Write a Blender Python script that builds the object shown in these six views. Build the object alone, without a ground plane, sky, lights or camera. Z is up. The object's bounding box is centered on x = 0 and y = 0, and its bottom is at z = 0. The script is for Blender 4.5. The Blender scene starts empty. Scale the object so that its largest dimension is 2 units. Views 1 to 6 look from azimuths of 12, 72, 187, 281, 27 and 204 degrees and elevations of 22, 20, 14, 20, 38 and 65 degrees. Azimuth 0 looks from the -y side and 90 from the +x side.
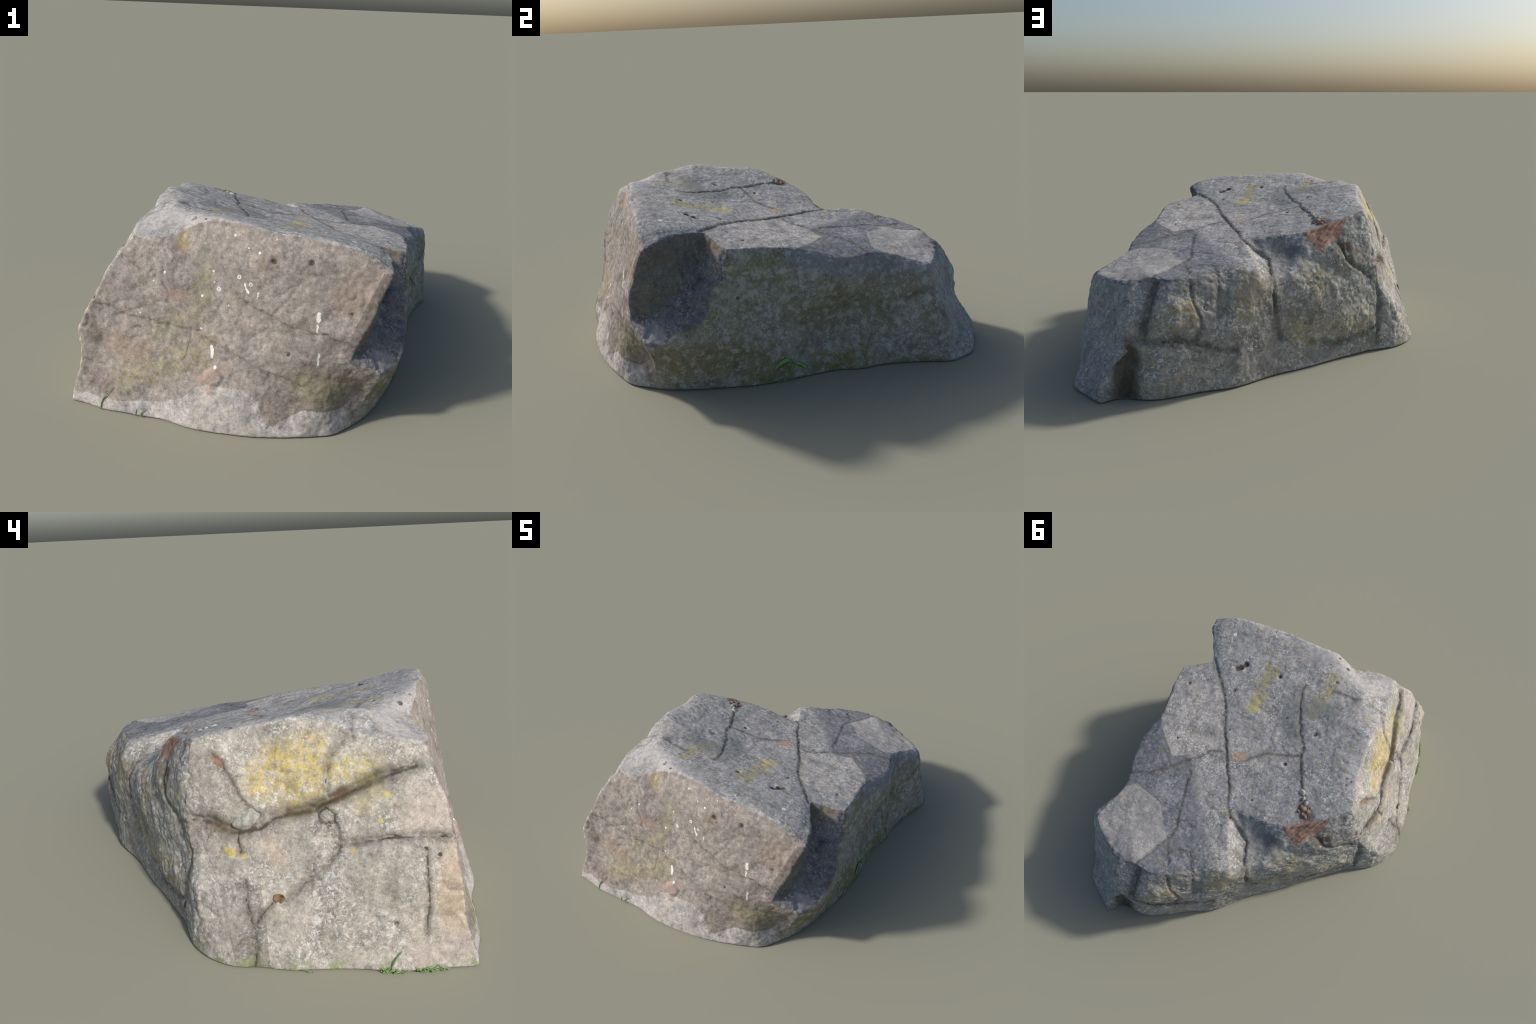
import bpy, bmesh, math, random
import numpy as np
from mathutils import Vector

# ------------------------------------------------------------------ rock faces
# Every face of the boulder is a gently uneven sheet, given by a frame
# (outward normal, sideways axis) and the survey points it passes through.
FACES = {
    "top": ((0.0, 0.0, 1.0), (1, 0, 0), [
        (.450, -.642, .824), (.334, -.466, .788), (.598, -.289, .722), (.527, -.470, .765), (.226, .029, .684),
        (.125, .028, .696), (-.020, -.159, .746), (-.190, -.059, .766), (-.125, .003, .742), (-.278, .127, .757),
        (-.564, .148, .791), (-.261, -.631, .868), (-.187, -.676, .872), (-.113, -.695, .888), (-.179, -.702, .889), (-.017, -.712, .880), (-.504, -.715, .776), (-.434, -.726, .774), (-.318, -.647, .826),
        (.060, .324, .655), (-.220, .336, .697), (-.028, .575, .602), (-.047, .598, .598), (.357, .775, .557), (.435, .785, .572), (.700, .417, .582),
        (.511, .150, .644), (.635, .363, .598), (.507, .748, .551), (.495, .710, .561), (.226, -.204, .738),
        (-.226, -.204, .798), (-.428, -.411, .868), (-.396, -.303, .858), (-.320, -.157, .812), (-.126, -.458, .832), (-.330, -.468, .851), (-.158, -.619, .874), (-.140, -.578, .864), (-.255, -.520, .850), (-.363, -.508, .863), (.100, -.474, .813), (-.433, .107, .788),
        (-.504, -.003, .813), (-.478, -.004, .830), (-.417, -.458, .873), (-.455, -.561, .836), (-.441, -.632, .806), (-.527, -.475, .815),
        (-.472, -.464, .850), (-.523, -.250, .872), (.258, -.738, .864), (.341, -.742, .858), (.417, -.740, .850), (.496, -.745, .838),
        (.572, -.679, .815), (.626, -.695, .772), (.632, -.755, .752), (.584, -.752, .782), (.369, .220, .642), (.311, .485, .606), (.289, .658, .580), (.188, .729, .577),
        (.544, .810, .525), (.735, .493, .556), (.288, .660, .570), (.682, -.395, .722),
        (.664, -.308, .714), (.647, -.206, .700), (.677, -.054, .668), (.654, -.001, .662), (.596, .193, .633), (.715, .170, .605), (.619, -.420, .728), (-.235, .331, .690), (-.369, -.704, .790), (-.307, -.677, .795),
        (.792, .592, .522)]),
    "front": ((0.0, -1.0, 0.0), (1, 0, 0), [
        (-.553, -.834, .431), (-.406, -.835, .429), (-.208, -.839, .403), (-.110, -.858, .377), (.045, -.885, .345),
        (.098, -.899, .306), (.217, -.888, .270), (.118, -.837, .508), (.244, -.854, .483), (.353, -.853, .460),
        (-.667, -.889, .132), (-.660, -.855, .306), (-.340, -.785, .641), (-.096, -.796, .597), (-.468, -.780, .649),
        (-.332, -.749, .753), (-.262, -.736, .728), (-.307, -.684, .789), (-.222, -.706, .833), (-.233, -.734, .740),
        (-.369, -.711, .789), (.295, -.792, .762), (.479, -.812, .566), (.461, -.836, .414), (-.159, -.917, .172),
        (.127, -.929, .150), (-.377, -.936, .063), (.318, -.895, .131), (.485, -.805, .111), (.295, -.875, .361),
        (-.513, -.948, .072), (-.662, -.922, .05), (.346, -.825, .552), (.346, -.843, .472), (-.078, -.894, .276), (.173, -.958, .040),
        (-.574, -.756, .678), (-.510, -.732, .768), (-.434, -.742, .760), (-.620, -.794, .634), (-.633, -.830, .473), (-.720, -.876, .264), (-.750, -.920, .063),
        (-.760, -.937, .0), (-.595, -.967, .0), (-.500, -.963, .0), (-.400, -.972, .0), (-.300, -.967, .0),
        (-.190, -.995, .0), (-.098, -1.0, .0), (.060, -.989, .0), (.113, -.984, .0), (.230, -.957, .0),
        (.373, -.907, .0), (.470, -.865, .0), (.584, -.762, .757), (.598, -.797, .655), (.548, -.840, .500),
        (.494, -.844, .364), (.258, -.755, .850), (.341, -.757, .848), (.417, -.757, .835), (.497, -.762, .828), (-.017, -.717, .872), (.155, -.783, .755), (.131, -.781, .780), (.145, -.794, .743), (.085, -.800, .700), (.330, -.779, .812),
        (-.185, -.714, .870), (.631, -.800, .306), (.414, -.888, .110), (.340, -.900, .155), (.537, -.776, .191), (.582, -.760, .148), (.553, -.764, .06), (.545, -.765, .0), (.630, -.770, .735)]),
    "left": ((-1.0, 0.0, 0.0), (0, 1, 0), [
        (-.627, -.436, .630), (-.583, -.698, .711), (-.703, -.009, .396), (-.655, -.061, .582), (-.648, -.150, .560), (-.587, .126, .732),
        (-.620, .030, .709), (-.782, -.209, .258), (-.668, -.375, .545), (-.700, -.184, .425), (-.705, -.213, .406), (-.742, -.357, .368), (-.738, -.631, .424), (-.716, -.838, .427), (-.742, -.865, .334), (-.543, -.600, .806), (-.764, -.162, .332), (-.783, -.692, .282), (-.712, -.585, .474), (-.773, -.508, .331), (-.628, -.586, .620),
        (-.694, -.433, .446), (-.762, -.606, .315), (-.755, -.760, .257), (-.800, -.443, .224), (-.822, -.040, .153), (-.818, -.370, .106), (-.782, .092, .159), (-.735, .118, .278), (-.729, -.876, .264), (-.730, -.873, .170), (-.756, -.915, .063), (-.676, -.790, .507),
        (-.612, -.792, .648), (-.674, -.820, .472), (-.574, -.756, .680), (-.670, .155, .339), (-.523, -.232, .873),
        (-.535, -.475, .812), (-.516, -.718, .768), (-.568, .148, .785), (-.765, .145, .0), (-.827, .082, .0),
        (-.850, .035, .0), (-.880, -.054, .0), (-.865, -.148, .0), (-.875, -.255, .0), (-.831, -.524, .0),
        (-.833, -.606, .0), (-.824, -.684, .0), (-.793, -.804, .0), (-.774, -.886, .0), (-.758, -.937, .0),
        (-.540, -.010, .800)]),
    "rear": ((-0.6, 0.8, 0.0), (0.8, 0.6, 0), [
        (-.465, .311, .558), (-.403, .368, .501), (-.502, .292, .518), (-.528, .243, .620), (-.431, .344, .532),
        (-.198, .406, .605), (-.087, .505, .566), (-.126, .603, .417), (-.220, .525, .507), (.059, .701, .496),
        (-.316, .451, .148), (.248, .791, .516), (.452, .790, .533), (.404, .929, .311), (.257, .833, .482), (.140, .785, .412), (.319, .886, .457), (.440, .920, .390), (-.455, .362, .170), (-.575, .258, .237), (-.167, .555, .225), (-.168, .545, .477), (-.388, .387, .139), (-.615, .232, .07), (.400, .955, .087), (.239, .865, .255),
        (.545, .921, .218), (.430, .951, .058), (-.645, .170, .339), (.043, .736, .389), (.055, .757, .345),
        (-.344, .381, .613), (-.285, .357, .655), (-.235, .340, .688), (-.048, .400, .610), (-.028, .588, .598), (-.055, .600, .585),
        (.188, .740, .572), (.395, .800, .560), (-.568, .148, .785), (.571, .941, .0), (.437, .945, .0),
        (.355, .922, .0), (.215, .838, .0), (.163, .814, .0), (.073, .779, .0), (-.020, .707, .0),
        (-.122, .603, .0), (-.275, .496, .0), (-.468, .332, .0), (-.605, .220, .0), (-.765, .145, .0),
        (.635, 1.008, .0), (.060, .330, .640), (.544, .815, .525)]),
    "end": ((0.74, 0.673, 0.0), (-0.673, 0.74, 0), [
        (.669, .762, .392), (.545, .921, .218), (.635, 1.008, .0), (.763, .914, .0), (.845, .847, .0),
        (.884, .728, .0), (.837, .660, .317), (.866, .678, .055), (.790, .650, .470), (.544, .812, .522),
        (.800, .668, .374), (.722, .765, .274), (.848, .722, .050), (.815, .735, .224), (.845, .765, .087), (.790, .605, .515), (.592, .953, .161), (.642, .992, .074), (.547, .933, .296), (.560, .880, .400), (.720, .945, .024), (.800, .890, .024)]),
    "right": ((1.0, 0.0, 0.0), (0, 1, 0), [
        (.664, -.736, .283), (.635, -.790, .300), (.700, -.699, .318), (.720, -.578, .405), (.715, -.510, .429), (.701, -.431, .604), (.688, -.395, .715), (.704, -.388, .622),
        (.725, -.154, .112), (.712, .273, .174), (.692, -.350, .012), (.767, .284, .002), (.834, .596, .411),
        (.790, .450, .345), (.688, .260, .340), (.700, .250, .250), (.765, .410, .412), (.785, .382, .129), (.768, .334, .132), (.692, -.196, .441), (.715, -.283, .605), (.832, .570, .181), (.812, .523, .449), (.712, -.202, .576), (.735, -.022, .556), (.745, .493, .550), (.766, .170, .475), (.752, .165, .545), (.732, .160, .605), (.743, .029, .468), (.692, -.127, .237), (.684, -.038, .200), (.690, -.250, .250), (.693, .023, .183), (.715, .162, .100), (.700, .417, .578), (.837, .660, .317),
        (.866, .678, .055), (.819, .588, .469), (.677, -.054, .668), (.690, -.258, .700), (.662, -.630, .130), (.582, -.758, .148), (.470, -.865, .0), (.545, -.760, .0),
        (.580, -.698, .0), (.630, -.570, .0), (.692, -.361, .0), (.709, -.321, .0), (.718, -.170, .0),
        (.725, -.020, .0), (.737, .162, .0), (.777, .260, .0), (.761, .338, .0), (.812, .531, .0),
        (.884, .728, .0), (.680, -.720, .760), (.670, -.800, .600)]),
}
# the missing corner block: two upright walls and a sloping floor
NOTCH = {
    "wall": ((1.0, 0.0, 0.0), (0, 1, 0), [
        (.527, -.470, .760), (.628, -.700, .767), (.632, -.760, .750), (.630, -.780, .724), (.594, -.815, .653),
        (.530, -.840, .476), (.494, -.844, .364), (.573, -.573, .520), (.570, -.700, .430), (.565, -.600, .620), (.592, -.715, .640), (.592, -.757, .557)]),
    "back": ((0.0, -1.0, 0.0), (1, 0, 0), [
        (.527, -.470, .760), (.539, -.437, .756), (.619, -.438, .695), (.682, -.395, .722), (.701, -.431, .604),
        (.688, -.512, .479), (.715, -.510, .429), (.573, -.573, .520), (.600, -.500, .600)]),
    "floor": ((0.0, 0.0, 1.0), (1, 0, 0), [
        (.494, -.844, .364), (.631, -.798, .306), (.664, -.736, .285), (.700, -.699, .320), (.720, -.578, .407), (.715, -.510, .429), (.577, -.778, .352), (.621, -.701, .377),
        (.585, -.600, .500), (.632, -.678, .395), (.690, -.560, .410)]),
}
EDGE = 0.017          # how far the edges between faces are worn round
CELL = 0.0068


class Sheet:
    """Smooth surface through scattered points, as a height over a plane."""
    def __init__(self, normal, side, points, soft=0.05, step=0.012):
        n = np.array(normal, float); n /= np.linalg.norm(n)
        s = np.array(side, float); s -= n * (s @ n); s /= np.linalg.norm(s)
        t = np.cross(n, s)
        self.n, self.s, self.t = n, s, t
        P = np.array(points, float)
        a, b, h = P @ s, P @ t, P @ n
        K = np.sqrt((a[:, None] - a) ** 2 + (b[:, None] - b) ** 2 + soft ** 2)
        m = len(P)
        L = np.stack([np.ones(m), a, b], 1)
        A = np.zeros((m + 3, m + 3))
        A[:m, :m] = K - 0.012 * np.eye(m)
        A[:m, m:], A[m:, :m] = L, L.T
        w = np.linalg.solve(A, np.r_[h, 0, 0, 0])
        self.a0, self.b0, self.step = -1.25, -1.25, step
        g = np.arange(-1.25, 1.2501, step)
        ga, gb = np.meshgrid(g, g, indexing="ij")
        out = w[m] + w[m + 1] * ga + w[m + 2] * gb
        for i in range(m):
            out += w[i] * np.sqrt((ga - a[i]) ** 2 + (gb - b[i]) ** 2 + soft ** 2)
        self.grid = out.astype(np.float32)

    def __call__(self, p):
        u = (p @ self.s - self.a0) / self.step
        v = (p @ self.t - self.b0) / self.step
        k = len(self.grid) - 2
        u, v = np.clip(u, 0, k + .999), np.clip(v, 0, k + .999)
        i, j = u.astype(np.int32), v.astype(np.int32)
        fu, fv = u - i, v - j
        g = self.grid
        h = (g[i, j] * (1 - fu) + g[i + 1, j] * fu) * (1 - fv) + (g[i, j + 1] * (1 - fu) + g[i + 1, j + 1] * fu) * fv
        return p @ self.n - h


sheets = {k: Sheet(*v) for k, v in FACES.items()}
notch = {k: Sheet(*v) for k, v in NOTCH.items()}


def smooth_max(a, b, k):
    h = np.maximum(k - np.abs(a - b), 0) / k
    return np.maximum(a, b) + h * h * k * 0.25


def solid(p):
    """Signed field of the boulder: negative inside the stone."""
    f = -p[:, 2]
    for k, s in sheets.items():
        f = smooth_max(f, s(p), EDGE)
    cut = notch["wall"](p)                       # > 0 east of the wall
    cut = np.minimum(cut, notch["back"](p))
    cut = np.minimum(cut, notch["floor"](p))
    return smooth_max(f, cut, 0.016) - 0.0008


def surface_net(lo, hi, cell):
    n = np.ceil((hi - lo) / cell).astype(int) + 1
    ax = [lo[i] + cell * np.arange(n[i]) for i in range(3)]
    F = np.empty(n, np.float32)
    step = 4                                   # coarse pass first; only cells near the skin are sampled finely
    near = [np.minimum((np.arange(m) + step // 2) // step, (m - 1) // step) for m in n]
    c = [np.arange((m - 1) // step + 1) * step for m in n]
    G = np.stack(np.meshgrid(*[a[i] for a, i in zip(ax, c)], indexing="ij"), -1)
    coarse = solid(G.reshape(-1, 3)).reshape(G.shape[:3])
    F[:] = coarse[np.ix_(*near)]
    for k in range(n[2]):
        i, j = np.nonzero(np.abs(F[:, :, k]) < 0.075)
        if len(i):
            F[i, j, k] = solid(np.stack([ax[0][i], ax[1][j], np.full(len(i), ax[2][k])], 1))
    inside = F < 0
    c = [inside[i:n[0] - 1 + i, j:n[1] - 1 + j, k:n[2] - 1 + k] for i in (0, 1) for j in (0, 1) for k in (0, 1)]
    tot = sum(x.astype(np.int8) for x in c)
    active = (tot > 0) & (tot < 8)
    idx = -np.ones(active.shape, np.int64)
    cells = np.argwhere(active)
    idx[active] = np.arange(len(cells))
    pos = np.zeros((len(cells), 3)); cnt = np.zeros(len(cells))
    corners = [(i, j, k) for i in (0, 1) for j in (0, 1) for k in (0, 1)]
    for a in range(8):
        for b in range(a + 1, 8):
            d = np.abs(np.subtract(corners[a], corners[b]))
            if d.sum() != 1:
                continue
            ca, cb = cells + corners[a], cells + corners[b]
            fa, fb = F[tuple(ca.T)], F[tuple(cb.T)]
            m = (fa < 0) != (fb < 0)
            t = np.where(m, fa / np.where(m, fa - fb, 1), 0)
            pos += np.where(m[:, None], ca + (cb - ca) * t[:, None], 0)
            cnt += m
    V = lo + cell * pos / cnt[:, None]
    quads = []
    for axis in range(3):
        o1, o2 = [a for a in range(3) if a != axis]
        if axis == 1:
            o1, o2 = o2, o1
        sl0 = [slice(1, -1)] * 3; sl1 = [slice(1, -1)] * 3
        sl0[axis] = slice(0, -1); sl1[axis] = slice(1, None)
        A, B = inside[tuple(sl0)], inside[tuple(sl1)]
        for flip, mask in ((False, A & ~B), (True, ~A & B)):
            e = np.argwhere(mask)
            for o in (o1, o2):
                e[:, o] += 1
            d1 = np.zeros(3, int); d1[o1] = 1
            d2 = np.zeros(3, int); d2[o2] = 1
            q = np.stack([idx[tuple((e - d1 - d2).T)], idx[tuple((e - d2).T)], idx[tuple(e.T)], idx[tuple((e - d1).T)]], 1)
            quads.append(q[:, ::-1] if flip else q)
    return V, np.vstack(quads)


def facets(p, scale, seed):
    """Chunky breaks: distance to the nearest of jittered points, so blocks meet in creases."""
    q = p * scale
    c = np.floor(q).astype(np.int64)
    best = np.full(len(p), 9.0)
    for dx in (-1, 0, 1):
        for dy in (-1, 0, 1):
            for dz in (-1, 0, 1):
                x, y, z = _lattice(c[:, 0] + dx, c[:, 1] + dy, c[:, 2] + dz, seed)
                d = (c[:, 0] + dx + .5 + .42 * x - q[:, 0]) ** 2 + (c[:, 1] + dy + .5 + .42 * y - q[:, 1]) ** 2 + (c[:, 2] + dz + .5 + .42 * z - q[:, 2]) ** 2
                best = np.minimum(best, d)
    return 0.42 - np.sqrt(best)


def gradient(p, e=0.003):
    g = np.stack([solid(p + np.eye(3)[i] * e) - solid(p - np.eye(3)[i] * e) for i in range(3)], 1) / (2 * e)
    return g



# ------------------------------------------------------------------ fine relief
def _lattice(i, j, k, seed):
    h = (i * 374761393 + j * 668265263 + k * 2147483647 + seed * 1442695041) & 0xFFFFFFFF
    h = ((h ^ (h >> 13)) * 1274126177) & 0xFFFFFFFF
    h = h ^ (h >> 16)
    a = (h & 0xFFFF) / 65535.0 * 2 * math.pi
    z = ((h >> 16) & 0xFFFF) / 65535.0 * 2 - 1
    r = np.sqrt(1 - z * z)
    return r * np.cos(a), r * np.sin(a), z


def perlin(p, scale, seed=0):
    q = p * scale
    c = np.floor(q).astype(np.int64)
    f = q - c
    w = f * f * f * (f * (f * 6 - 15) + 10)
    out = np.zeros(len(p))
    for dx in (0, 1):
        for dy in (0, 1):
            for dz in (0, 1):
                gx, gy, gz = _lattice(c[:, 0] + dx, c[:, 1] + dy, c[:, 2] + dz, seed)
                dot = gx * (f[:, 0] - dx) + gy * (f[:, 1] - dy) + gz * (f[:, 2] - dz)
                wt = (w[:, 0] if dx else 1 - w[:, 0]) * (w[:, 1] if dy else 1 - w[:, 1]) * (w[:, 2] if dz else 1 - w[:, 2])
                out += wt * dot
    return out


def gradient(p, e=0.003):
    return np.stack([solid(p + np.eye(3)[i] * e) - solid(p - np.eye(3)[i] * e) for i in range(3)], 1) / (2 * e)


def settle(p, times=2):
    """Move points on to the boulder's surface."""
    p = np.array(p, float).reshape(-1, 3)
    for _ in range(times):
        g = gradient(p)
        p = p - g * (solid(p) / np.maximum((g * g).sum(1), 0.3))[:, None] * 0.85
    return p


# Joints and cracks: face, half width, depth, course over the stone
CRACKS = [
    ("cap", 0.0075, 0.0070, [(.517, -.467, .766), (.467, -.405, .758), (.391, -.308, .747), (.342, -.231, .735), (.311, -.139, .716), (.258, -.038, .696), (.219, .038, .684), (.172, .137, .673), (.146, .176, .67), (.121, .226, .665), (.088, .329, .65), (.047, .37, .642)]),
    ("cap", 0.0060, 0.0050, [(-.064, -.463, .828), (-.057, -.438, .821), (-.075, -.355, .803), (-.108, -.265, .787), (-.142, -.186, .776), (-.187, -.115, .774), (-.193, -.058, .767), (-.218, .007, .764), (-.247, .074, .76), (-.276, .126, .756), (-.307, .182, .747), (-.342, .245, .735)]),
    ("cap", 0.0037, 0.0030, [(-.191, -.062, .767), (-.12, -.049, .748), (-.002, -.028, .723), (.067, .017, .706), (.1, .05, .696)]),
    ("cap", 0.0045, 0.0040, [(.225, .03, .682), (.27, .04, .678), (.312, .055, .674), (.34, .088, .666), (.375, .119, .659), (.458, .181, .643), (.506, .226, .633), (.597, .285, .615), (.652, .297, .605), (.696, .317, .594)]),
    ("cap", 0.0045, 0.0040, [(.37, .203, .645), (.36, .277, .634), (.345, .348, .625), (.331, .43, .613), (.308, .518, .6), (.318, .572, .589), (.365, .647, .578), (.402, .724, .573), (.435, .78, .561)]),
    ("cap", 0.0037, 0.0030, [(.331, .583, .587), (.297, .654, .576), (.267, .727, .573)]),
    ("cap", 0.0037, 0.0030, [(.293, .663, .576), (.264, .625, .581), (.203, .619, .586), (.155, .646, .585), (.128, .712, .557)]),
    ("cap", 0.0037, 0.0020, [(-.226, -.476, .844), (-.255, -.474, .845), (-.295, -.474, .849), (-.349, -.462, .859), (-.391, -.467, .867)]),
    ("cap", 0.0045, 0.0035, [(-.468, -.461, .851), (-.506, -.455, .834), (-.543, -.458, .799)]),
    ("lichen", .015, .013, [(-.579, -.691, .71), (-.606, -.548, .667), (-.621, -.491, .639), (-.636, -.427, .612), (-.654, -.316, .557), (-.653, -.231, .538), (-.658, -.176, .521), (-.671, -.133, .485), (-.682, -.041, .466), (-.674, .016, .48), (-.662, .069, .499), (-.648, .137, .497)]),
    ("lichen", .007, .008, [(-.543, -.458, .799), (-.539, -.439, .81), (-.577, -.382, .741), (-.605, -.372, .681), (-.642, -.375, .6)]),
    ("lichen", .008, .010, [(-.594, .069, .738), (-.605, .029, .723), (-.626, .002, .68), (-.642, -.029, .628), (-.654, -.054, .581), (-.661, -.121, .527)]),
    ("lichen", .009, .012, [(-.658, -.334, .553), (-.672, -.358, .515), (-.678, -.412, .5), (-.698, -.425, .438), (-.706, -.414, .416)]),
    ("lichen", .006, .006, [(-.663, -.334, .536), (-.656, -.375, .567), (-.664, -.405, .546), (-.678, -.412, .5)]),
    ("lichen", .009, .013, [(-.694, -.413, .449), (-.697, -.484, .454), (-.696, -.553, .47), (-.694, -.632, .479), (-.689, -.722, .487), (-.674, -.813, .483)]),
    ("lichen", .007, .008, [(-.706, -.414, .416), (-.725, -.385, .37), (-.739, -.357, .336), (-.751, -.298, .305), (-.773, -.263, .268), (-.786, -.228, .247)]),
    ("lichen", .007, .008, [(-.754, -.078, .301), (-.778, -.083, .26), (-.808, -.097, .21), (-.838, -.117, .146), (-.854, -.13, .088), (-.865, -.126, .008)]),
    ("lichen", .005, .004, [(-.794, -.187, .235), (-.817, -.146, .191), (-.832, -.129, .158)]),
    ("lichen", .005, .004, [(-.703, -.729, .443), (-.739, -.738, .333), (-.758, -.746, .251), (-.778, -.742, .141)]),
    ("lichen", .006, .006, [(-.684, -.041, .46), (-.697, -.054, .42), (-.706, -.061, .397)]),
    ("tan", .006, .008, [(-.669, -.825, .47), (-.619, -.83, .463), (-.525, -.834, .43), (-.446, -.836, .426), (-.384, -.837, .419), (-.216, -.839, .405), (-.17, -.842, .406), (-.12, -.858, .373), (-.026, -.877, .35), (.044, -.892, .322), (.097, -.9, .295), (.169, -.896, .273), (.239, -.889, .256), (.311, -.881, .223)]),
    ("tan", .006, .007, [(.002, -.814, .575), (.13, -.835, .527), (.255, -.852, .484), (.318, -.85, .47), (.385, -.84, .475), (.435, -.839, .444), (.473, -.84, .404)]),
    ("tan", .004, .003, [(-.208, -.84, .402), (-.209, -.847, .378), (-.214, -.86, .335), (-.227, -.876, .284)]),
    ("tan", .006, .005, [(-.556, -.756, .691), (-.515, -.769, .664), (-.475, -.778, .65), (-.446, -.787, .629)]),
    ("jointed", .014, .014, [(.403, .787, .563), (.421, .813, .522), (.425, .857, .472), (.428, .906, .408), (.44, .928, .336), (.453, .928, .294)]),
    ("jointed", .009, .013, [(.534, .916, .286), (.466, .927, .294), (.389, .925, .288), (.288, .895, .289), (.207, .85, .258), (.11, .796, .207), (.039, .749, .186)]),
    ("jointed", .007, .008, [(.276, .695, .574), (.245, .79, .521), (.231, .823, .468), (.199, .831, .407), (.185, .835, .344), (.207, .85, .275)]),
    ("jointed", .005, .005, [(.201, .634, .584), (.139, .694, .578), (.122, .727, .523), (.118, .769, .422), (.123, .791, .364)]),
    ("jointed", .010, .014, [(.047, .37, .642), (-.005, .403, .613), (-.076, .452, .583), (-.1, .54, .542), (-.126, .602, .438), (-.13, .603, .409), (-.141, .586, .265), (-.163, .56, .185)]),
    ("jointed", .010, .012, [(-.307, .458, .133), (-.425, .375, .095), (-.512, .307, .101), (-.583, .255, .112), (-.664, .192, .15)]),
    ("jointed", .012, .014, [(-.657, .158, .359), (-.664, .172, .268), (-.658, .196, .161), (-.655, .201, .055)]),
    ("jointed", .010, .014, [(-.437, .3, .639), (-.473, .304, .561), (-.518, .279, .511), (-.571, .234, .473), (-.612, .198, .426)]),
    ("jointed", .024, .014, [(.525, .92, .24), (.53, .935, .13), (.555, .945, .03)]),
    ("jointed", .024, .010, [(.518, .922, .24), (.504, .927, .185), (.511, .94, .124), (.521, .946, .059), (.536, .936, .002)]),
    ("mossy", .006, .008, [(.826, .576, .401), (.809, .523, .392), (.798, .476, .361)]),
]
# Pits: face, radius, where
PITS = [
    ("cap", .016, [(.335, -.465, .788), (.316, -.487, .795), (.352, -.452, .783)]), ("cap", .010, [(.598, -.289, .721), (.096, -.472, .813)]),
    ("cap", .010, [(.323, -.322, .756), (-.126, .002, .743), (-.223, -.203, .797)]), ("cap", .013, [(-.258, -.639, .856)]), ("cap", .009, [(-.186, -.68, .867), (-.228, -.531, .855)]),
    ("cap", .006, [(.524, .044, .664), (.254, -.098, .711), (-.159, -.619, .873), (-.031, -.256, .772),
                   (-.505, -.001, .819), (-.475, -.007, .823), (-.486, .028, .814), (-.345, .059, .786), (-.03, .245, .683)]),
    ("lichen", .009, [(-.791, -.634, .183)]), ("lichen", .007, [(-.704, -.726, .443), (-.703, -.775, .422)]), ("sand", .026, [(-.748, -.818, .182)]),
    ("jointed", .008, [(.667, .766, .393)]), ("end", .008, [(.667, .766, .393)]), ("mossy", .009, [(.709, -.359, .482)]),
    ("tan", .012, [(.295, -.789, .768), (.138, -.787, .755)]), ("tan", .008, [(.48, -.815, .571), (.233, -.875, .376), (-.213, -.896, .223)]),
]


def along(points, n_min=1, step=0.02):
    p = np.array(points, float)
    return settle(p)


CRACKS = [(f, w, d, settle(p)) for f, w, d, p in CRACKS]
PITS = [(f, r, settle(p)) for f, r, p in PITS]


def line_distance(p, line):
    best = np.full(len(p), 1e9)
    for a, b in zip(line[:-1], line[1:]):
        ab = b - a
        h = np.clip(((p - a) @ ab) / (ab @ ab), 0, 1)
        best = np.minimum(best, np.linalg.norm(p - a - h[:, None] * ab, axis=1))
    return best


def vertex_normals(V, Q):
    fn = np.cross(V[Q[:, 2]] - V[Q[:, 0]], V[Q[:, 3]] - V[Q[:, 1]])
    n = np.zeros_like(V)
    for k in range(4):
        for a in range(3):
            n[:, a] += np.bincount(Q[:, k], fn[:, a], len(V))
    return n / np.maximum(np.linalg.norm(n, axis=1, keepdims=True), 1e-12)


V, Q = surface_net(np.array([-1.0, -1.08, -0.03]), np.array([1.0, 1.1, 0.93]), CELL)
V = settle(V)
N = vertex_normals(V, Q)
foot = np.clip(V[:, 2] / 0.03, 0, 1)
bend = np.stack([perlin(V, 30, s) for s in (11, 12, 13)], 1) * 0.012 + np.stack([perlin(V, 75, s) for s in (14, 15, 16)], 1) * 0.005
field = np.sort(np.stack([s(V) for s in sheets.values()], 1), 1)
edge = np.exp(-((field[:, -1] - field[:, -2]) / 0.035) ** 2)          # along the worn arrises
flat = np.clip(N[:, 2] * 1.6 - 0.5, 0, 1)                            # the bedding plane on top is smoother
rough = 1 - 0.45 * flat
rise = perlin(V, 7, 1) * 0.008 + rough * (perlin(V, 17, 2) * 0.0065 + perlin(V, 42, 3) * 0.0042 + perlin(V, 85, 4) * 0.0026)
chips = np.abs(perlin(V, 13, 5))
rise -= 0.005 * rough * np.clip(0.10 - chips, 0, 1) / 0.10 * np.clip(perlin(V, 4, 6) * 3, 0, 1)
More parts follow.
